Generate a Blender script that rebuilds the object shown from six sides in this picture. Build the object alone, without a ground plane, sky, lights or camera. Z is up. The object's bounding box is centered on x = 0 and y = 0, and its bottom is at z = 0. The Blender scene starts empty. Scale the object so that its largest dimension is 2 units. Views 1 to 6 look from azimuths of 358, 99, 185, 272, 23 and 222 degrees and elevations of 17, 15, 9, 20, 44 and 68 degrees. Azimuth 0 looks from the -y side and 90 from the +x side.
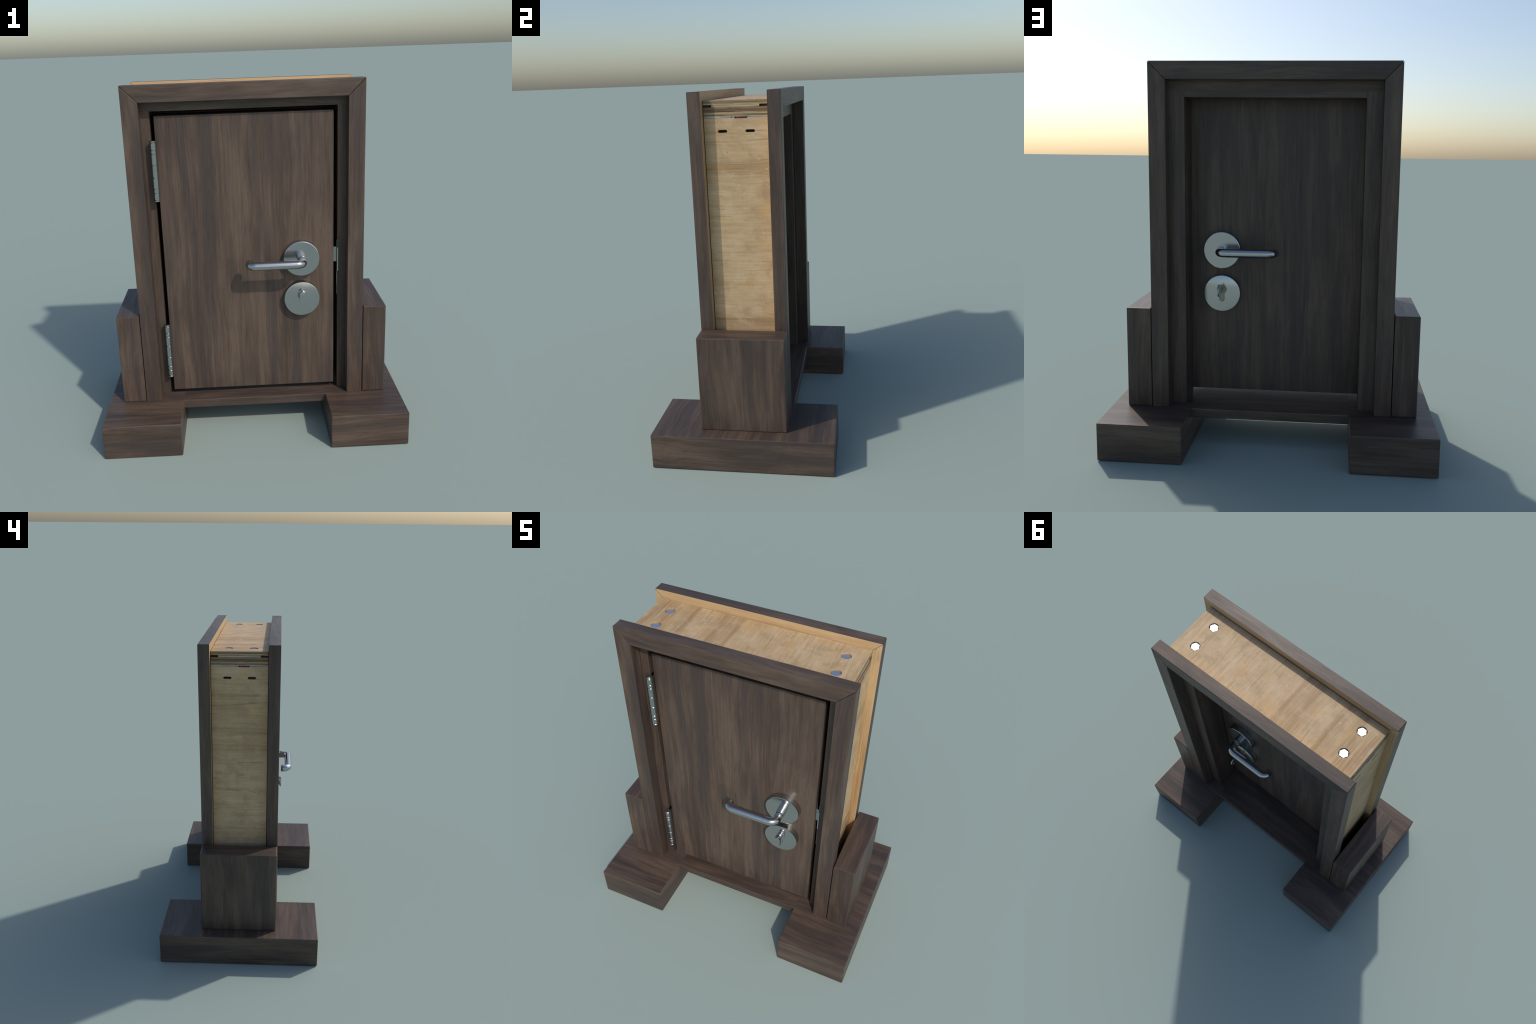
# A walnut-veneered sample door in a plywood carcass with casings on both sides,
# two side posts and two feet.  Units: metres, z up.
import bpy, bmesh, math
from mathutils import Vector, Matrix

# ------------------------------------------------------------------ sizes
FOOT_X, FOOT_IN, FOOT_Y, BASE_Z = 0.8525, 0.4175, 0.5008, 0.198
SILL_F, SILL_B, SILL_Z = -0.239, 0.247, 0.146
TOP = 2.0
CAS_X, CAS_IN, CAS_IN_Z = 0.6335, 0.545, 1.911       # casing outline / opening
CAS_F, CAS_FB, CAS_BF, CAS_B = -0.2345, -0.1655, 0.1745, 0.2425
PLY_X, PLY_F, PLY_B, PLY_Z = 0.589, -0.1615, 0.1710, 1.955
HEAD_Z = 1.864                                        # underside of header board
REB_X, REB_Z = 0.498, 1.861                           # rebate holding the door
STOP_X, STOP_Z, STOP_Y = 0.4635, 1.830, 0.014         # door stop
POST_X0, POST_X1, POST_Z = 0.6375, 0.7675, 0.737
DOOR_X, DOOR_Z0, DOOR_Z1, DOOR_F, DOOR_B = 0.477, 0.2285, 1.8362, -0.160, 0.008
LOCK_X, HANDLE_Z, LOCK_Z = 0.2915, 1.027, 0.788
MID_Y = (DOOR_F + DOOR_B) / 2

root = bpy.data.objects.new("display_door", None)
bpy.context.scene.collection.objects.link(root)
root["label"] = "dark walnut sample door in a free-standing frame on two feet"
root["category"] = "door"

# ------------------------------------------------------------------ materials
class Nodes:
    def __init__(self, name):
        self.mat = bpy.data.materials.new(name)
        self.mat.use_nodes = True
        self.t = self.mat.node_tree
        self.bsdf = self.t.nodes["Principled BSDF"]
    def new(self, kind, **kw):
        n = self.t.nodes.new(kind)
        for k, v in kw.items():
            setattr(n, k, v)
        return n
    def link(self, a, b):
        self.t.links.new(a, b)
    def val(self, sock, v):
        if hasattr(v, "is_output"):
            self.link(v, sock)
        else:
            sock.default_value = v
    def math(self, op, a, b=0.0, c=None):
        n = self.new("ShaderNodeMath", operation=op)
        self.val(n.inputs[0], a); self.val(n.inputs[1], b)
        if c is not None:
            self.val(n.inputs[2], c)
        return n.outputs[0]
    def vmath(self, op, a, b):
        n = self.new("ShaderNodeVectorMath", operation=op)
        self.val(n.inputs[0], a); self.val(n.inputs[1], b)
        return n.outputs[0]
    def coords(self, spread=7.0):
        tc = self.new("ShaderNodeTexCoord")
        info = self.new("ShaderNodeObjectInfo")
        r = self.math("MULTIPLY", info.outputs["Random"], spread)
        c = self.new("ShaderNodeCombineXYZ")
        for i in range(3):
            self.link(r, c.inputs[i])
        return self.vmath("ADD", tc.outputs["Object"], c.outputs[0]), tc.outputs["Object"]
    def noise(self, vec, scale, detail=3.0, rough=0.55, dist=0.0):
        if isinstance(scale, (tuple, list)):
            vec = self.vmath("MULTIPLY", vec, scale); s = 1.0
        else:
            s = scale
        n = self.new("ShaderNodeTexNoise")
        self.link(vec, n.inputs["Vector"])
        n.inputs["Scale"].default_value = s
        n.inputs["Detail"].default_value = detail
        n.inputs["Roughness"].default_value = rough
        n.inputs["Distortion"].default_value = dist
        return n.outputs["Fac"]
    def ramp(self, fac, stops, interp="LINEAR"):
        n = self.new("ShaderNodeValToRGB")
        n.color_ramp.interpolation = interp
        el = n.color_ramp.elements
        while len(el) < len(stops):
            el.new(0.5)
        for e, (p, c) in zip(el, stops):
            e.position = p
            e.color = (c[0], c[1], c[2], 1)
        self.link(fac, n.inputs[0])
        return n.outputs[0]
    def mix(self, fac, a, b, blend="MIX"):
        n = self.new("ShaderNodeMix", data_type="RGBA", blend_type=blend)
        self.val(n.inputs[0], fac)
        for s, v in ((n.inputs[6], a), (n.inputs[7], b)):
            self.val(s, v if hasattr(v, "is_output") else (v[0], v[1], v[2], 1))
        return n.outputs[2]
    def bump(self, h, strength, dist):
        b = self.new("ShaderNodeBump")
        b.inputs["Strength"].default_value = strength
        b.inputs["Distance"].default_value = dist
        self.link(h, b.inputs["Height"])
        self.link(b.outputs[0], self.bsdf.inputs["Normal"])

def along(axis, cross, lengthwise):
    v = [cross] * 3
    v["xyz".index(axis)] = lengthwise
    return tuple(v)

def walnut(name, axis, broad=9.0, gain=1.0, wander=0.07, streak=0.45, short=1.5):
    n = Nodes(name)
    p, _ = n.coords()
    # slow wander of the fibres across the grain
    w = n.new("ShaderNodeTexNoise"); w.inputs["Scale"].default_value = 1.0
    w.inputs["Detail"].default_value = 1.0
    n.link(n.vmath("MULTIPLY", p, along(axis, 3.5, 1.6)), w.inputs["Vector"])
    off = n.vmath("MULTIPLY", n.vmath("SUBTRACT", w.outputs["Color"], (0.5, 0.5, 0.5)),
                  along(axis, wander, 0.0))
    q = n.vmath("ADD", p, off)
    b = n.noise(q, along(axis, broad, 0.75 * short), 3.0, 0.5)
    m = n.noise(q, along(axis, broad * 4.2, 1.9 * short), 3.0, 0.55)
    f = n.noise(q, along(axis, broad * 15, 4.0), 3.0, 0.65)
    pores = n.noise(q, along(axis, broad * 38, 10.0), 2.0, 0.6)
    v = n.math("ADD", n.math("MULTIPLY", b, 0.44), n.math("MULTIPLY", m, 0.36))
    v = n.math("ADD", v, n.math("MULTIPLY", f, 0.20))
    g = gain
    col = n.ramp(v, [(0.36, (0.053*g, 0.035*g, 0.027*g)),
                     (0.44, (0.075*g, 0.050*g, 0.037*g)),
                     (0.51, (0.102*g, 0.069*g, 0.050*g)),
                     (0.60, (0.130*g, 0.090*g, 0.065*g))])
    # soft darker clouds drawn out along the grain
    cl = n.noise(n.vmath("ADD", q, (2.6, 5.5, 9.3)), along(axis, broad * 1.3, 3.2), 3.0, 0.55)
    col = n.mix(n.ramp(cl, [(0.48, (0, 0, 0)), (0.68, (0.55,)*3)]), col, (0.052*g, 0.036*g, 0.029*g))
    # cooler, purplish heartwood streaks
    h = n.noise(n.vmath("ADD", q, (3.1, 1.7, 5.2)), along(axis, broad * 1.5, 0.8), 2.0, 0.5)
    hm = n.ramp(h, [(0.50, (0, 0, 0)), (0.64, (0.8, 0.8, 0.8))])
    col = n.mix(hm, col, (0.058*g, 0.043*g, 0.038*g))
    # thin dark streaks, a hand or two long
    d = n.noise(n.vmath("ADD", q, (6.3, 9.1, 0.7)), along(axis, broad * 6.5, 1.3), 3.0, 0.6)
    col = n.mix(n.ramp(d, [(0.54, (0, 0, 0)), (0.66, (0.72 * streak,)*3)]), col, (0.044*g, 0.033*g, 0.028*g))
    lt = n.noise(n.vmath("ADD", q, (8.2, 0.6, 3.9)), along(axis, broad * 9, 1.6), 3.0, 0.6)
    col = n.mix(n.ramp(lt, [(0.56, (0, 0, 0)), (0.70, (0.6 * streak,)*3)]), col, (0.140*g, 0.098*g, 0.072*g))
    # dark pore lines
    pm = n.ramp(pores, [(0.30, (0.72, 0.70, 0.70)), (0.46, (1, 1, 1))])
    col = n.mix(1.0, col, pm, "MULTIPLY")
    n.link(col, n.bsdf.inputs["Base Color"])
    rr = n.ramp(f, [(0.3, (0.50,)*3), (0.7, (0.40,)*3)])
    n.link(rr, n.bsdf.inputs["Roughness"])
    n.bsdf.inputs["Specular IOR Level"].default_value = 0.42
    n.bump(n.math("ADD", f, pores), 0.10, 0.002)
    return n.mat

def pale_wood(name, axis, warm=False, worn=True):
    n = Nodes(name)
    p, _ = n.coords(3.0)
    w = n.new("ShaderNodeTexNoise"); w.inputs["Scale"].default_value = 1.0
    w.inputs["Detail"].default_value = 1.0
    n.link(n.vmath("MULTIPLY", p, along(axis, 6.0, 4.0)), w.inputs["Vector"])
    off = n.vmath("MULTIPLY", n.vmath("SUBTRACT", w.outputs["Color"], (0.5, 0.5, 0.5)),
                  along(axis, 0.014, 0.0))
    q = n.vmath("ADD", p, off)
    b = n.noise(q, along(axis, 11.0, 1.5), 3.0, 0.6)
    m = n.noise(q, along(axis, 70.0, 4.0), 3.0, 0.6)
    f = n.noise(q, along(axis, 330.0, 14.0), 2.0, 0.6)
    if warm:
        lo, mid, hi = (0.47, 0.305, 0.150), (0.55, 0.375, 0.200), (0.62, 0.440, 0.245)
    else:
        lo, mid, hi = (0.44, 0.298, 0.155), (0.54, 0.380, 0.210), (0.62, 0.455, 0.275)
    v = n.math("ADD", n.math("MULTIPLY", b, 0.42), n.math("MULTIPLY", m, 0.34))
    v = n.math("ADD", v, n.math("MULTIPLY", f, 0.24))
    col = n.ramp(v, [(0.36, lo), (0.50, mid), (0.64, hi)])
    # bundles of darker growth lines across the sheet
    bd = n.noise(n.vmath("ADD", q, (7.7, 2.9, 6.4)), along(axis, 4.6, 0.5), 1.0, 0.4)
    bl = n.noise(n.vmath("ADD", q, (0.4, 3.3, 8.2)), along(axis, 120.0, 1.5), 3.0, 0.6)
    bm_ = n.math("MULTIPLY", n.ramp(bd, [(0.53, (0, 0, 0)), (0.60, (1, 1, 1)), (0.68, (0.3,)*3)]),
                 n.ramp(bl, [(0.38, (0.25,)*3), (0.58, (0.85,)*3)]))
    col = n.mix(bm_, col, (lo[0]*0.72, lo[1]*0.62, lo[2]*0.50))
    # a few hairline checks
    ck = n.noise(n.vmath("ADD", q, (4.4, 6.6, 1.1)), along(axis, 7.0, 0.25), 0.0, 0.4)
    cb = n.noise(n.vmath("ADD", p, (1.4, 0.6, 7.1)), 8.0, 1.0, 0.4)
    cm = n.math("MULTIPLY", n.ramp(ck, [(0.594, (0, 0, 0)), (0.600, (0.8,)*3), (0.606, (0, 0, 0))]),
                n.ramp(cb, [(0.48, (0, 0, 0)), (0.56, (1, 1, 1))]))
    col = n.mix(cm, col, (lo[0]*0.45, lo[1]*0.42, lo[2]*0.40))
    # late-wood lines
    l = n.noise(n.vmath("ADD", q, (1.3, 4.1, 2.2)), along(axis, 34.0, 0.9), 5.0, 0.75)
    lm = n.ramp(l, [(0.58, (0, 0, 0)), (0.62, (0.50,)*3), (0.66, (0.15,)*3)])
    col = n.mix(lm, col, (lo[0]*0.70, lo[1]*0.66, lo[2]*0.60))
    if worn:
        # grubby clouds, orange glue tint and pale flecks
        s = n.noise(p, 11.0, 5.0, 0.65)
        col = n.mix(n.ramp(s, [(0.50, (0, 0, 0)), (0.66, (0.6,)*3)]), col, (0.37, 0.255, 0.140))
        col = n.mix(n.ramp(s, [(0.30, (0.45,)*3), (0.46, (0, 0, 0))]), col, (0.64, 0.49, 0.34))
        o = n.noise(n.vmath("ADD", p, (9.0, 2.0, 4.0)), along(axis, 13.0, 7.0), 2.0, 0.5)
        col = n.mix(n.ramp(o, [(0.60, (0, 0, 0)), (0.72, (0.50,)*3)]), col, (0.56, 0.33, 0.13))
        k = n.noise(n.vmath("ADD", p, (5.0, 8.0, 1.0)), along(axis, 75.0, 48.0), 1.0, 0.4)
        col = n.mix(n.ramp(k, [(0.72, (0, 0, 0)), (0.80, (0.6,)*3)]), col, (0.70, 0.58, 0.42))
        d = n.noise(n.vmath("ADD", p, (2.0, 3.0, 6.0)), 60.0, 1.0, 0.4)
        col = n.mix(n.ramp(d, [(0.775, (0, 0, 0)), (0.80, (0.7,)*3)]), col, (0.23, 0.16, 0.09))
    n.link(col, n.bsdf.inputs["Base Color"])
    n.bsdf.inputs["Roughness"].default_value = 0.55
    n.bsdf.inputs["Specular IOR Level"].default_value = 0.35
    n.bump(n.math("ADD", m, f), 0.12, 0.002)
    return n.mat

def ply_edge(name, thickness):
    """veneer layers stacked over the board's own thickness (object z, centred)"""
    n = Nodes(name)
    p, o = n.coords(0.0)
    sx = n.new("ShaderNodeSeparateXYZ"); n.link(o, sx.inputs[0])
    wob = n.noise(p, (8.0, 9.0, 30.0), 2.0, 0.5)
    z = n.math("DIVIDE", sx.outputs["Z"], thickness)
    z = n.math("ADD", z, 0.5)
    z = n.math("ADD", z, n.math("MULTIPLY", n.math("SUBTRACT", wob, 0.5), 0.035))
    cream, white, brown, dark, tan = ((0.50, 0.39, 0.21), (0.54, 0.51, 0.42), (0.235, 0.140, 0.068),
                                      (0.160, 0.095, 0.048), (0.36, 0.245, 0.125))
    col = n.ramp(z, [(0.0, white), (0.045, tan), (0.06, white), (0.135, white), (0.15, brown),
                     (0.245, tan), (0.27, cream), (0.335, cream), (0.36, brown), (0.50, dark),
                     (0.54, tan), (0.60, brown), (0.645, cream), (0.69, white), (0.73, tan), (0.755, cream),
                     (0.83, cream), (0.85, brown), (0.955, tan), (1.0, (0.36, 0.31, 0.23))])
    lines = n.noise(p, (30.0, 6.0, 520.0), 3.0, 0.7)
    glue = n.math("SINE", n.math("MULTIPLY", z, 2 * math.pi * 15))
    col = n.mix(1.0, col, n.ramp(n.math("ADD", n.math("MULTIPLY", glue, 0.5), 0.5),
                                 [(0.0, (0.50, 0.46, 0.40)), (0.22, (0.95, 0.94, 0.92)), (1.0, (1.06, 1.06, 1.06))]), "MULTIPLY")
    lm = n.ramp(lines, [(0.36, (0.42, 0.39, 0.35)), (0.54, (1, 1, 1)), (0.70, (1.15, 1.15, 1.15))])
    col = n.mix(1.0, col, lm, "MULTIPLY")
    blot = n.noise(p, (20.0, 12.0, 120.0), 2.0, 0.6)
    col = n.mix(n.ramp(blot, [(0.56, (0, 0, 0)), (0.72, (0.6,)*3)]), col, dark)
    n.link(col, n.bsdf.inputs["Base Color"])
    n.bsdf.inputs["Roughness"].default_value = 0.6
    n.bump(lines, 0.25, 0.002)
    return n.mat

def metal(name, base, rough, brushed=None, pits=False):
    n = Nodes(name)
    p, _ = n.coords()
    n.bsdf.inputs["Metallic"].default_value = 1.0
    f = n.noise(p, brushed or 90.0, 3.0, 0.6)
    c = n.ramp(f, [(0.3, tuple(x * 0.97 for x in base)), (0.7, tuple(min(1, x * 1.03) for x in base))])
    if pits:
        k = n.noise(p, 420.0, 1.0, 0.4)
        c = n.mix(n.ramp(k, [(0.64, (0, 0, 0)), (0.70, (0.8,)*3)]), c, tuple(x * 0.35 for x in base))
    n.link(c, n.bsdf.inputs["Base Color"])
    r = n.ramp(f, [(0.3, (rough * 0.95,)*3), (0.7, (rough * 1.05,)*3)])
    n.link(r, n.bsdf.inputs["Roughness"])
    return n.mat

def plain(name, base, rough):
    n = Nodes(name)
    p, _ = n.coords()
    f = n.noise(p, 60.0, 3.0, 0.6)
    n.link(n.ramp(f, [(0.3, tuple(x * 0.8 for x in base)), (0.7, tuple(x * 1.2 for x in base))]),
           n.bsdf.inputs["Base Color"])
    n.bsdf.inputs["Roughness"].default_value = rough
    return n.mat

WX, WY, WZ = walnut("walnut_x", "x"), walnut("walnut_y", "y"), walnut("walnut_z", "z")
WDOOR = walnut("walnut_door", "z", broad=8.5, gain=1.0, wander=0.04, streak=0.62, short=1.0)
PALE_Y = pale_wood("plywood_face", "y")
BACK_X, BACK_Z = pale_wood("casing_back_x", "x", True, False), pale_wood("casing_back_z", "z", True, False)
EDGE = ply_edge("plywood_edge", PLY_Z - HEAD_Z)
STEEL = metal("satin_steel", (0.50, 0.51, 0.51), 0.20, 14.0)
STEEL_BRUSHED = metal("brushed_steel", (0.40, 0.42, 0.42), 0.26, (90.0, 90.0, 8.0))
HINGE_STEEL = metal("hinge_steel", (0.46, 0.48, 0.48), 0.22, 14.0)
ZINC = metal("zinc_bolt", (0.86, 0.87, 0.90), 0.34, None, True)
NICKEL = metal("nickel_lock", (0.29, 0.26, 0.215), 0.30, (300.0, 40.0, 300.0))
KEY = metal("key_steel", (0.40, 0.47, 0.49), 0.35)
SEAL_SHADE_BLACK = plain("black_seal_and_shade", (0.012, 0.011, 0.010), 0.7)
GAP_BACKING = plain("dark_gap_backing", (0.014, 0.011, 0.009), 0.7)
GROOVE_SHADE = plain("groove_shade_brown", (0.060, 0.036, 0.018), 0.7)  # shade inside the header grooves, painted as dark brown
RED = plain("red_stain", (0.42, 0.02, 0.035), 0.5)
INK = plain("dark_knot_and_shade", (0.018, 0.016, 0.022), 0.6)  # knots; also the painted shade of slot floors and keyway

# ------------------------------------------------------------------ builders
def finish(bm, name, parent, mats, origin, pick=None, smooth=None, at=None):
    """turn a bmesh (world coordinates) into an object with its own origin"""
    origin = Vector(origin)
    bmesh.ops.recalc_face_normals(bm, faces=bm.faces)
    if pick:
        for f in bm.faces:
            f.material_index = pick(f)
    if smooth is not None:
        for f in bm.faces:
            f.smooth = True
        for e in bm.edges:
            if len(e.link_faces) == 2 and e.calc_face_angle(0) > smooth:
                e.smooth = False
    bmesh.ops.translate(bm, verts=bm.verts, vec=-origin)
    me = bpy.data.meshes.new(name)
    bm.to_mesh(me); bm.free()
    for m in mats:
        me.materials.append(m)
    return place(me, name, parent, at or origin)

def place(me, name, parent, loc):
    ob = bpy.data.objects.new(name, me)
    bpy.context.scene.collection.objects.link(ob)
    par_loc = world_loc.get(parent.name, Vector((0, 0, 0)))
    ob.parent = parent
    ob.location = Vector(loc) - par_loc
    world_loc[ob.name] = Vector(loc)
    return ob
world_loc = {root.name: Vector((0, 0, 0))}

def bevel_edges(bm, width, segs=2, test=None):
    es = [e for e in bm.edges if len(e.link_faces) == 2 and e.calc_face_angle(0) > 0.3
          and (test is None or test(e))]
    bmesh.ops.bevel(bm, geom=es, offset=width, segments=segs, profile=0.5, affect="EDGES",
                    clamp_overlap=True)

def cells(xs, ys, zs, solid):
    """rectilinear solid from grid cells; solid(cx, cy, cz) says which are filled"""
    bm = bmesh.new()
    verts = {}
    def V(i, j, k):
        if (i, j, k) not in verts:
            verts[i, j, k] = bm.verts.new((xs[i], ys[j], zs[k]))
        return verts[i, j, k]
    n = (len(xs) - 1, len(ys) - 1, len(zs) - 1)
    def full(i, j, k):
        if not (0 <= i < n[0] and 0 <= j < n[1] and 0 <= k < n[2]):
            return False
        return solid((xs[i]+xs[i+1])/2, (ys[j]+ys[j+1])/2, (zs[k]+zs[k+1])/2)
    for i in range(n[0]):
        for j in range(n[1]):
            for k in range(n[2]):
                if not full(i, j, k):
                    continue
                for d, quad in (((-1,0,0), ((0,0,0),(0,0,1),(0,1,1),(0,1,0))),
                                ((1,0,0), ((1,0,0),(1,1,0),(1,1,1),(1,0,1))),
                                ((0,-1,0), ((0,0,0),(1,0,0),(1,0,1),(0,0,1))),
                                ((0,1,0), ((0,1,0),(0,1,1),(1,1,1),(1,1,0))),
                                ((0,0,-1), ((0,0,0),(0,1,0),(1,1,0),(1,0,0))),
                                ((0,0,1), ((0,0,1),(1,0,1),(1,1,1),(0,1,1)))):
                    if not full(i+d[0], j+d[1], k+d[2]):
                        bm.faces.new([V(i+a, j+b, k+c) for a, b, c in quad])
    bmesh.ops.dissolve_limit(bm, angle_limit=0.01, verts=bm.verts, edges=bm.edges)
    return bm

def box(x0, x1, y0, y1, z0, z1):
    return cells([x0, x1], [y0, y1], [z0, z1], lambda *a: True)

def prism(points, axis, lo, hi):
    """extrude a closed outline; points are the two other coordinates in xyz order"""
    bm = bmesh.new()
    def at(p, d):
        c = list(p); c.insert("xyz".index(axis), d); return c
    a = [bm.verts.new(at(p, lo)) for p in points]
    b = [bm.verts.new(at(p, hi)) for p in points]
    bm.faces.new(a); bm.faces.new(b[::-1])
    for i in range(len(points)):
        j = (i + 1) % len(points)
        bm.faces.new((a[i], a[j], b[j], b[i]))
    bmesh.ops.recalc_face_normals(bm, faces=bm.faces)
    return bm

def circle(cx, cy, r, n, a0=0.0, a1=2*math.pi, closed=True):
    m = n if closed else n - 1
    return [(cx + r*math.cos(a0+(a1-a0)*i/m), cy + r*math.sin(a0+(a1-a0)*i/m)) for i in range(n)]

def lathe(profile, axis, centre, n=64):
    """profile: (radius, position along axis) from one end to the other, closed by end caps"""
    bm = bmesh.new()
    k = "xyz".index(axis)
    rings = []
    for r, d in profile:
        ring = []
        for i in range(n):
            a = 2*math.pi*i/n
            c = [centre[0] + r*math.cos(a), centre[1] + r*math.sin(a)]
            c.insert(k, d)
            ring.append(bm.verts.new(c))
        rings.append(ring)
    for u, v in zip(rings, rings[1:]):
        for i in range(n):
            j = (i+1) % n
            bm.faces.new((u[i], u[j], v[j], v[i]))
    bm.faces.new(rings[0]); bm.faces.new(rings[-1])
    return bm

def sweep(path, radius, n=24):
    """round bar along a path that lies in a plane of constant z; edges of both ends rounded"""
    bm = bmesh.new()
    rings = []
    pts = [Vector(p) for p in path]
    for i, p in enumerate(pts):
        t = (pts[min(i+1, len(pts)-1)] - pts[max(i-1, 0)]).normalized()
        side = t.cross(Vector((0, 0, 1))).normalized()
        rings.append((p, t, side))
    out = []
    e = radius * 0.14
    for i, (p, t, s) in enumerate(rings):
        seq = [(p, radius)]
        if i == 0:
            seq = [(p, radius - e), (p + t*e*0.3, radius - e*0.3), (p + t*e, radius)]
        elif i == len(rings) - 1:
            seq = [(p - t*e, radius), (p - t*e*0.3, radius - e*0.3), (p, radius - e)]
        for c, r in seq:
            out.append([bm.verts.new(c + s*r*math.cos(2*math.pi*j/n) + Vector((0, 0, 1))*r*math.sin(2*math.pi*j/n))
                        for j in range(n)])
    for u, v in zip(out, out[1:]):
        for i in range(n):
            j = (i+1) % n
            bm.faces.new((u[i], u[j], v[j], v[i]))
    bm.faces.new(out[0]); bm.faces.new(out[-1])
    return bm

def cut(bm, cutters):
    """subtract closed bmeshes from a bmesh"""
    def temp(b):
        bmesh.ops.recalc_face_normals(b, faces=b.faces)
        me = bpy.data.meshes.new("tmp"); b.to_mesh(me); b.free()
        ob = bpy.data.objects.new("tmp", me)
        bpy.context.scene.collection.objects.link(ob)
        return ob
    base = temp(bm)
    tools = [temp(c) for c in cutters]
    for t in tools:
        m = base.modifiers.new("cut", "BOOLEAN")
        m.operation = "DIFFERENCE"; m.solver = "EXACT"; m.object = t
    dg = bpy.context.evaluated_depsgraph_get()
    me = bpy.data.meshes.new_from_object(base.evaluated_get(dg))
    res = bmesh.new(); res.from_mesh(me)
    bpy.data.meshes.remove(me)
    for o in [base] + tools:
        d = o.data
        bpy.data.objects.remove(o); bpy.data.meshes.remove(d)
    return res

def by_normal(**kw):
    """material index by the dominant axis of the face normal: x=, y=, z="""
    def f(face):
        n = face.normal
        k = max(range(3), key=lambda i: abs(n[i]))
        return kw["xyz"[k]]
    return f

# ------------------------------------------------------------------ feet and sill
def base_mesh():
    bm = cells([-FOOT_X, -FOOT_IN, FOOT_IN, FOOT_X], [-FOOT_Y, SILL_F, SILL_B, FOOT_Y],
               [0.0, SILL_Z, BASE_Z],
               lambda x, y, z: abs(x) > FOOT_IN or (SILL_F < y < SILL_B and z > SILL_Z))
    bevel_edges(bm, 0.005, 2, lambda e: e.is_convex)
    return bm

def half(bm, x, keep_above):
    g = list(bm.verts) + list(bm.edges) + list(bm.faces)
    bmesh.ops.bisect_plane(bm, geom=g, plane_co=(x, 0, 0), plane_no=(1, 0, 0),
                           clear_inner=keep_above, clear_outer=not keep_above)
    return bm

FOOT_SPLIT = FOOT_IN - 0.002                      # just inside the feet's inner faces
for s in (-1, 1):
    bm = half(base_mesh(), s * FOOT_SPLIT, s > 0)
    finish(bm, "foot", root, [WX, WY], (s*0.63, 0, 0.1), by_normal(x=1, y=0, z=0))
bm = half(half(base_mesh(), -FOOT_SPLIT, True), FOOT_SPLIT, False)
finish(bm, "sill", root, [WX], (0, 0, 0.17))

# ------------------------------------------------------------------ side posts
for s in (-1, 1):
    bm = box(*sorted((s*POST_X0, s*POST_X1)), CAS_F + 0.002, CAS_B - 0.001, BASE_Z + 0.001, POST_Z)
    bevel_edges(bm, 0.005)
    finish(bm, "post", root, [WZ, WY], (s*0.7, 0, 0.47), by_normal(x=0, y=0, z=1))

# ------------------------------------------------------------------ casings (mitred, pale at the back)
def casing(y_face, y_back):
    out = -1 if y_face < y_back else 1
    def pick(f):
        return 1 if f.normal.y * out < -0.6 else 0
    front_only = lambda e: max(abs(v.co.y - y_back) for v in e.verts) > 1e-4
    j = 0.0009                                    # hair gap at the mitre
    bm = prism([(-CAS_X + j, TOP), (CAS_X - j, TOP), (CAS_IN - j, CAS_IN_Z), (-CAS_IN + j, CAS_IN_Z)],
               "y", *sorted((y_face, y_back)))
    bevel_edges(bm, 0.0022, 2, front_only)
    finish(bm, "casing_head", root, [WX, BACK_X], (0, (y_face+y_back)/2, 1.955), pick)
    for s in (-1, 1):
        bm = prism([(s*CAS_X, TOP - 2*j), (s*CAS_X, BASE_Z), (s*CAS_IN, BASE_Z), (s*CAS_IN, CAS_IN_Z - j)],
                   "y", *sorted((y_face, y_back)))
        bevel_edges(bm, 0.0022, 2, front_only)
        finish(bm, "casing_side", root, [WZ, BACK_Z], (s*0.59, (y_face+y_back)/2, 1.1), pick)
casing(CAS_F, CAS_FB)
casing(CAS_B, CAS_BF)

# dark backing added to close the casing-to-carcass slot and keep it dark
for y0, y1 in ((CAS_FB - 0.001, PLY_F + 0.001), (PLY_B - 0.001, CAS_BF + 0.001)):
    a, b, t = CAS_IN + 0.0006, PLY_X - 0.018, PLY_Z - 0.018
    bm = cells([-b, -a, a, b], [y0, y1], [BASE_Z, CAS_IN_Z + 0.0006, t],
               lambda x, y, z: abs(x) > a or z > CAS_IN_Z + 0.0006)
    finish(bm, "gap_backing", root, [GAP_BACKING], (0, y0, 1.9))

# ------------------------------------------------------------------ plywood carcass
PMID = (PLY_F + PLY_B) / 2
SLOT_Y = (PMID - 0.072, PMID + 0.0715)
BOLT_Y = (PMID - 0.0790, PMID + 0.0690)

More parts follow.
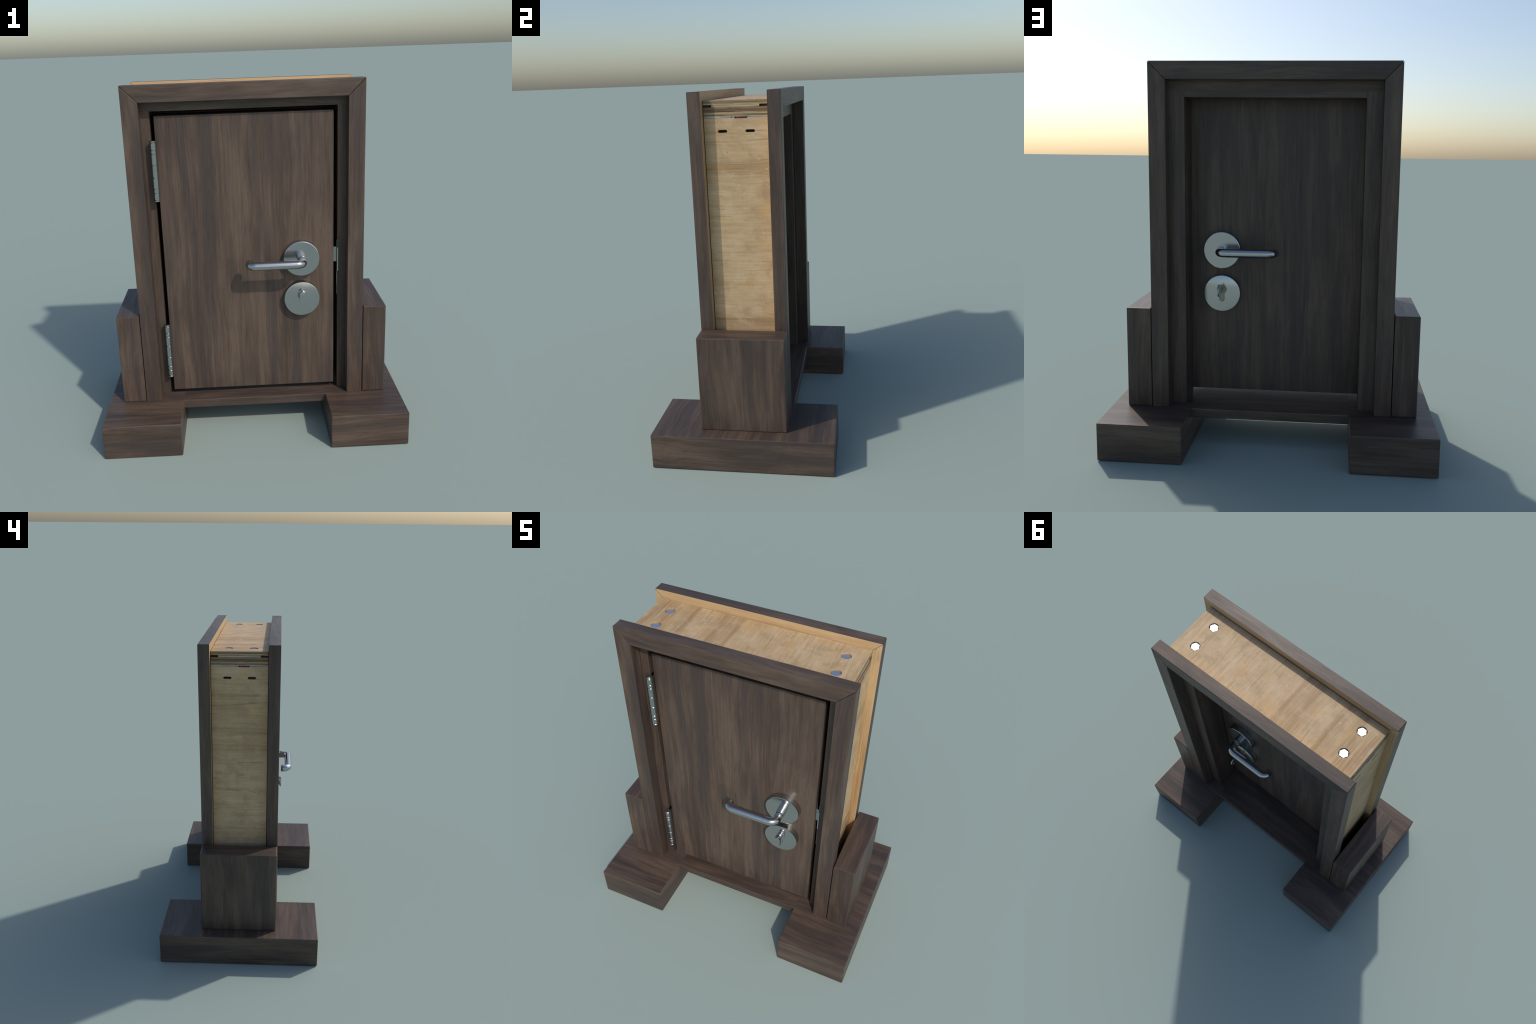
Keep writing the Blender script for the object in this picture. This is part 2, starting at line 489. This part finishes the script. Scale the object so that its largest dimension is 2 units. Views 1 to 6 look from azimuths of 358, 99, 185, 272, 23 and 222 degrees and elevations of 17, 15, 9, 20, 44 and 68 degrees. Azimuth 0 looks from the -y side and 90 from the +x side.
hz = (PLY_Z + HEAD_Z) / 2
bm = box(-PLY_X, PLY_X, PLY_F, PLY_B, HEAD_Z, PLY_Z)
tools = []
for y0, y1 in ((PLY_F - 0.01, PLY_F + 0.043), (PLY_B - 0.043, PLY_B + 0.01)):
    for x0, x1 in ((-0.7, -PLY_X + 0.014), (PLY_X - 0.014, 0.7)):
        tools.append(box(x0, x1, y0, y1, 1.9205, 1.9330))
for s in (-1, 1):
    for y in BOLT_Y:
        tools.append(lathe([(0.0272, PLY_Z - 0.016), (0.0272, PLY_Z + 0.02)], "z", (s*0.486, y), 40))
    # split in a veneer layer and a drilled mark on the board's end
    c = PMID + s * (-0.077)
    tools.append(box(*sorted((s*(PLY_X - 0.006), s*(PLY_X + 0.01))), c - 0.070, c + 0.070, 1.8965, 1.8990))
    c = PMID + s * (-0.021)
    tools.append(box(*sorted((s*(PLY_X - 0.006), s*(PLY_X + 0.01))), c - 0.003, c + 0.003, 1.867, 1.874))
bm = cut(bm, tools)
header = finish(bm, "header_board", root, [PALE_Y, EDGE, GROOVE_SHADE], (0, PMID, hz),
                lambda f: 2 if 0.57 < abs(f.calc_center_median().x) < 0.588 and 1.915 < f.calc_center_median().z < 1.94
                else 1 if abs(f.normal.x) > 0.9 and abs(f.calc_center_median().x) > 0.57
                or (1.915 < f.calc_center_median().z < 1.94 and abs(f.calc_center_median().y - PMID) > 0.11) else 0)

# hexagon bolts sunk in the header
bm = lathe([(0.0252, -0.010), (0.0252, -0.0012), (0.0243, 0.0)], "z", (0, 0), 6)
bolt = finish(bm, "bolt", root, [ZINC], (0, 0, 0), at=(-0.486, BOLT_Y[0], PLY_Z - 0.0045))
for i, (s, y) in enumerate(((-1, BOLT_Y[1]), (1, BOLT_Y[0]), (1, BOLT_Y[1]))):
    place(bolt.data, "bolt", root, (s*0.486, y, PLY_Z - 0.0045))

def stadium(cy, cz, w, h, n=10):
    r = h / 2
    a = circle(cy + w/2 - r, cz, r, n, -math.pi/2, math.pi/2, False)
    b = circle(cy - w/2 + r, cz, r, n, math.pi/2, 3*math.pi/2, False)
    return a + b

for s in (-1, 1):
    bm = box(*sorted((s*0.546, s*PLY_X)), PLY_F, PLY_B, BASE_Z + 0.001, HEAD_Z)
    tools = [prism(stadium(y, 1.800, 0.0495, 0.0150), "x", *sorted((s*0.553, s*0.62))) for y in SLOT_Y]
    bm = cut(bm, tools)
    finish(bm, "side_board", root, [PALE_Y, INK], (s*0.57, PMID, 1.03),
           lambda f: 1 if abs(f.calc_center_median().x) < 0.56 and abs(f.calc_center_median().z - 1.8) < 0.02 else 0)  # slot floors coloured near-black, shade put into the colour
    # dark knot with red marks at the lower edge of the header's end
    c = PMID + s * 0.026
    w = 0.034
    bm = prism(stadium(c, 1.8685, 2*w, 0.0085), "x", *sorted((s*(PLY_X - 0.003), s*(PLY_X + 0.0008))))
    knot = finish(bm, "knot", header, [INK], (s*PLY_X, c, 1.8685))
    bm = box(*sorted((s*(PLY_X - 0.003), s*(PLY_X + 0.0014))), c - 0.024, c + 0.026, 1.8708, 1.8730)
    finish(bm, "red_stain", knot, [RED], (s*PLY_X, c, 1.872))
    bm = box(*sorted((s*(PLY_X - 0.003), s*(PLY_X + 0.0014))), c - s*0.016 - 0.0025, c - s*0.016 + 0.0025, 1.8645, 1.8702)
    finish(bm, "red_stain", knot, [RED], (s*PLY_X, c, 1.868))

# ------------------------------------------------------------------ door lining (rebate in front, stop behind)
for s in (-1, 1):
    xs = sorted((s*STOP_X, s*REB_X, s*0.5455))
    bm = cells(xs, [PLY_F, STOP_Y, PLY_B], [BASE_Z + 0.0005, REB_Z],
               lambda x, y, z: abs(x) > REB_X or y > STOP_Y)
    bevel_edges(bm, 0.0015, 1, lambda e: e.is_convex and abs(e.verts[0].co.x) < 0.52 and abs(e.verts[0].co.z - e.verts[1].co.z) > 0.5)
    finish(bm, "jamb", root, [WZ], (s*0.5, 0.02, 1.03))
bm = cells([-0.5455, -STOP_X, STOP_X, 0.5455], [PLY_F, STOP_Y, PLY_B], [STOP_Z, REB_Z, HEAD_Z + 0.0, 1.9109],
           lambda x, y, z: (z > REB_Z and z < HEAD_Z) or (z < REB_Z and y > STOP_Y and abs(x) < STOP_X))
finish(bm, "head_jamb", root, [WX], (0, 0.02, 1.85))
# visible facing of the header board above the rebate, front and back
for y0, y1 in ((PLY_F - 0.0012, PLY_F + 0.002), (PLY_B - 0.002, PLY_B + 0.0012)):
    bm = box(-0.5452, 0.5452, y0, y1, REB_Z + 0.0004, CAS_IN_Z + 0.003)
    finish(bm, "head_facing", root, [WX], (0, y0, 1.88))
# rubber seal in the rebate corner
bm = cells([-REB_X, -STOP_X - 0.008, STOP_X + 0.008, REB_X], [DOOR_B + 0.0005, STOP_Y + 0.001], [BASE_Z + 0.03, STOP_Z + 0.008, REB_Z],
           lambda x, y, z: abs(x) > STOP_X + 0.008 or z > STOP_Z + 0.008)
finish(bm, "door_seal", root, [SEAL_SHADE_BLACK], (0, STOP_Y, 1.0))

# ------------------------------------------------------------------ door leaf
bm = box(-DOOR_X, DOOR_X, DOOR_F, DOOR_B, DOOR_Z0, DOOR_Z1)
bevel_edges(bm, 0.0030, 2)
door = finish(bm, "door", root, [WDOOR], (0, MID_Y, 1.03))

# roses, lever handles and lock: built once for the front, mirrored for the back
ROSE_R, ROSE_T = 0.101, 0.0400
def facing(side, d):
    """y at distance d outside the door face; side -1 front, +1 back"""
    return (DOOR_F if side < 0 else DOOR_B) + side * d

for side in (-1, 1):
    for z in (HANDLE_Z, LOCK_Z):
        bm = lathe([(ROSE_R, facing(side, -0.001)), (ROSE_R, facing(side, ROSE_T - 0.004)),
                    (ROSE_R - 0.0011, facing(side, ROSE_T - 0.0012)), (ROSE_R - 0.0038, facing(side, ROSE_T))],
                   "y", (LOCK_X, z), 96)
        rose = finish(bm, "rose", door, [STEEL], (LOCK_X, facing(side, 0.02), z), smooth=0.25 if z == HANDLE_Z else 0.6)
    # lever: neck collar and a return-to-door bar of one diameter
    bm = lathe([(0.0262, facing(side, ROSE_T - 0.002)), (0.0262, facing(side, 0.0735)),
                (0.0252, facing(side, 0.0745))], "y", (LOCK_X, HANDLE_Z), 40)
    finish(bm, "handle_collar", door, [STEEL], (LOCK_X, facing(side, 0.06), HANDLE_Z), smooth=0.6)
    R, rb = 0.035, 0.0235
    y_bar, y_end, x_tip = facing(side, 0.1405), facing(side, 0.090), -0.002
    bm = lathe([(0.0205, facing(side, 0.070)), (0.0205, facing(side, 0.080))], "y", (LOCK_X, HANDLE_Z), 32)
    finish(bm, "handle_groove_dark", door, [SEAL_SHADE_BLACK], (LOCK_X, facing(side, 0.075), HANDLE_Z), smooth=0.6)  # black ring added so the groove behind the collar looks dark
    path = [(LOCK_X, facing(side, 0.0770), HANDLE_Z)]
    for i in range(13):
        a = math.pi/2 * i/12
        path.append((LOCK_X - R + R*math.cos(a), y_bar - side*R + side*R*math.sin(a), HANDLE_Z))
    for i in range(13):
        a = math.pi/2 * i/12
        path.append((x_tip + R - R*math.sin(a), y_bar - side*R + side*R*math.cos(a), HANDLE_Z))
    path.append((x_tip, y_end, HANDLE_Z))
    finish(sweep(path, rb, 32), "handle", door, [STEEL], (LOCK_X - 0.14, y_bar, HANDLE_Z), smooth=0.6)

# profile cylinder: round barrel with a narrow leg below
CYL_Z = 0.8112
def cylinder_outline():
    r, w, bot = 0.0272, 0.0155, 0.7425
    a = math.asin(w / r)
    pts = circle(LOCK_X, CYL_Z, r, 33, -math.pi/2 + a, 3*math.pi/2 - a, False)
    pts += circle(LOCK_X, bot + w, w, 13, math.pi, 2*math.pi, False)
    return pts
for side in (-1, 1):
    bm = prism(cylinder_outline(), "y", *sorted((facing(side, 0.03), facing(side, ROSE_T + 0.0025))))
    bevel_edges(bm, 0.0006, 1)
    cyl = finish(bm, "lock_cylinder", door, [STEEL if side < 0 else NICKEL], (LOCK_X, facing(side, 0.04), CYL_Z))
    if side > 0:
        bm = lathe([(0.0195, facing(1, 0.04)), (0.0195, facing(1, ROSE_T + 0.0040)), (0.0185, facing(1, ROSE_T + 0.0048))],
                   "y", (LOCK_X, CYL_Z), 40)
        finish(bm, "lock_plug", cyl, [NICKEL], (LOCK_X, facing(1, 0.045), CYL_Z), smooth=0.6)
        bm = box(LOCK_X - 0.0030, LOCK_X + 0.0034, facing(1, 0.04), facing(1, ROSE_T + 0.0052), CYL_Z - 0.012, CYL_Z + 0.013)
        finish(bm, "keyway_dark_bar", cyl, [INK], (LOCK_X, facing(1, 0.045), CYL_Z))  # solid dark bar standing in for the shaded keyway opening

# thumb turn: short stem carrying a wedge-shaped paddle
bm = lathe([(0.0178, facing(-1, ROSE_T)), (0.0178, facing(-1, 0.068))], "y", (LOCK_X, 0.8385 - 0.012), 32)
stem = finish(bm, "turn_stem", door, [STEEL], (LOCK_X, facing(-1, 0.05), 0.826), smooth=0.6)
kt, kb, kr = 0.8500, 0.7705, 0.0180
outline = circle(LOCK_X, kt - kr, kr, 17, 0, math.pi, False) + circle(LOCK_X, kb + kr, kr, 17, math.pi, 2*math.pi, False)
bm = prism(outline, "y", facing(-1, 0.0955), facing(-1, 0.062))
for v in bm.verts:
    if v.co.y > facing(-1, 0.08):                     # back of the paddle slopes forward to a thin tip
        t = min(1.0, max(0.0, (kt - 0.030 - v.co.z) / (kt - 0.030 - kb)))
        v.co.y -= t * 0.0300
bevel_edges(bm, 0.0012, 2)
finish(bm, "thumb_turn", door, [STEEL], (LOCK_X, facing(-1, 0.08), 0.81), smooth=0.5)

# key in the back of the lock: blade and holed bow, standing upright
bow = (0.1345, 0.8200)
bm = prism(circle(bow[0], bow[1], 0.033, 36), "x", LOCK_X - 0.0035, LOCK_X + 0.0035)
for v in bm.verts:
    v.co.y = bow[0] + (v.co.y - bow[0]) * 0.90
bm = cut(bm, [prism(circle(bow[0] + 0.016, bow[1] - 0.006, 0.0065, 16), "x", LOCK_X - 0.02, LOCK_X + 0.02)])
bevel_edges(bm, 0.0010, 1)
key = finish(bm, "key_bow", door, [KEY], (LOCK_X, bow[0], bow[1]), smooth=0.5)
bm = box(LOCK_X - 0.0025, LOCK_X + 0.0025, facing(1, 0.04), bow[0] - 0.026, CYL_Z - 0.0125, CYL_Z + 0.0125)
bevel_edges(bm, 0.0008, 1)
finish(bm, "key_blade", key, [KEY], (LOCK_X, 0.08, CYL_Z))

# ------------------------------------------------------------------ hinges
HX, HY, HR = -0.4870, -0.1915, 0.0180
JOINTS = [0.0, 0.011, 0.050, 0.071, 0.131, 0.198, 0.2575, 0.282, 0.319, 0.329]   # from the top
prof = []
for a, b in zip(JOINTS, JOINTS[1:]):
    g = 0.0026
    prof += [(HR - 0.0045, -a - 0.0006), (HR - 0.0014, -a - 0.0010), (HR, -a - g), (HR, -b + g), (HR - 0.0014, -b + 0.0010), (HR - 0.0045, -b + 0.0006)]
prof = [(HR - 0.003, 0.0)] + prof + [(HR - 0.003, -JOINTS[-1])]
first = None
for zt in (1.7135, 0.6640):
    if first is None:
        bm = lathe(prof, "z", (HX, HY), 32)
        first = hinge = finish(bm, "hinge", root, [HINGE_STEEL], (HX, HY, -0.165), smooth=0.40, at=(HX, HY, zt - 0.165))
    else:
        hinge = place(first.data, "hinge", root, (HX, HY, zt - 0.165))
    for x0, x1 in ((-REB_X + 0.0002, -REB_X + 0.0050), (-DOOR_X - 0.0050, -DOOR_X - 0.0002)):
        bm = box(x0, x1, HY, HY + 0.12, zt - 0.318, zt - 0.011)
        finish(bm, "hinge_leaf", hinge, [STEEL_BRUSHED], (HX, HY, zt - 0.165))

# ------------------------------------------------------------------ latch, face plate and strike
bm = box(REB_X - 0.0030, REB_X - 0.0003, -0.158, -0.070, 0.792, 1.118)
bevel_edges(bm, 0.0008, 1)
strike = finish(bm, "strike_plate", root, [STEEL_BRUSHED], (REB_X, -0.12, 0.95))
bm = box(REB_X - 0.0030, REB_X + 0.0050, PLY_F - 0.0042, PLY_F + 0.010, 0.935, 1.0735)
bevel_edges(bm, 0.0010, 2)
finish(bm, "strike_lip", strike, [STEEL_BRUSHED], (REB_X, PLY_F, 1.0))
for z in (0.967, 0.812):
    bm = lathe([(0.0075, REB_X - 0.0032), (0.0060, REB_X - 0.0052), (0.002, REB_X - 0.0058)], "x", (-0.125, z), 20)
    finish(bm, "screw", strike, [STEEL_BRUSHED], (REB_X, -0.125, z), smooth=0.5)
bm = box(DOOR_X - 0.002, DOOR_X + 0.0022, -0.135, -0.055, 0.700, 1.125)
finish(bm, "lock_face_plate", door, [STEEL_BRUSHED], (DOOR_X, -0.095, 0.9))
bm = prism([(DOOR_X, -0.150), (REB_X - 0.0035, -0.150), (REB_X - 0.0035, -0.095), (DOOR_X, -0.095)], "z", 0.9875, 1.0745)
bevel_edges(bm, 0.0010, 1)
finish(bm, "latch_bolt", door, [STEEL_BRUSHED], (DOOR_X, -0.11, 1.03))
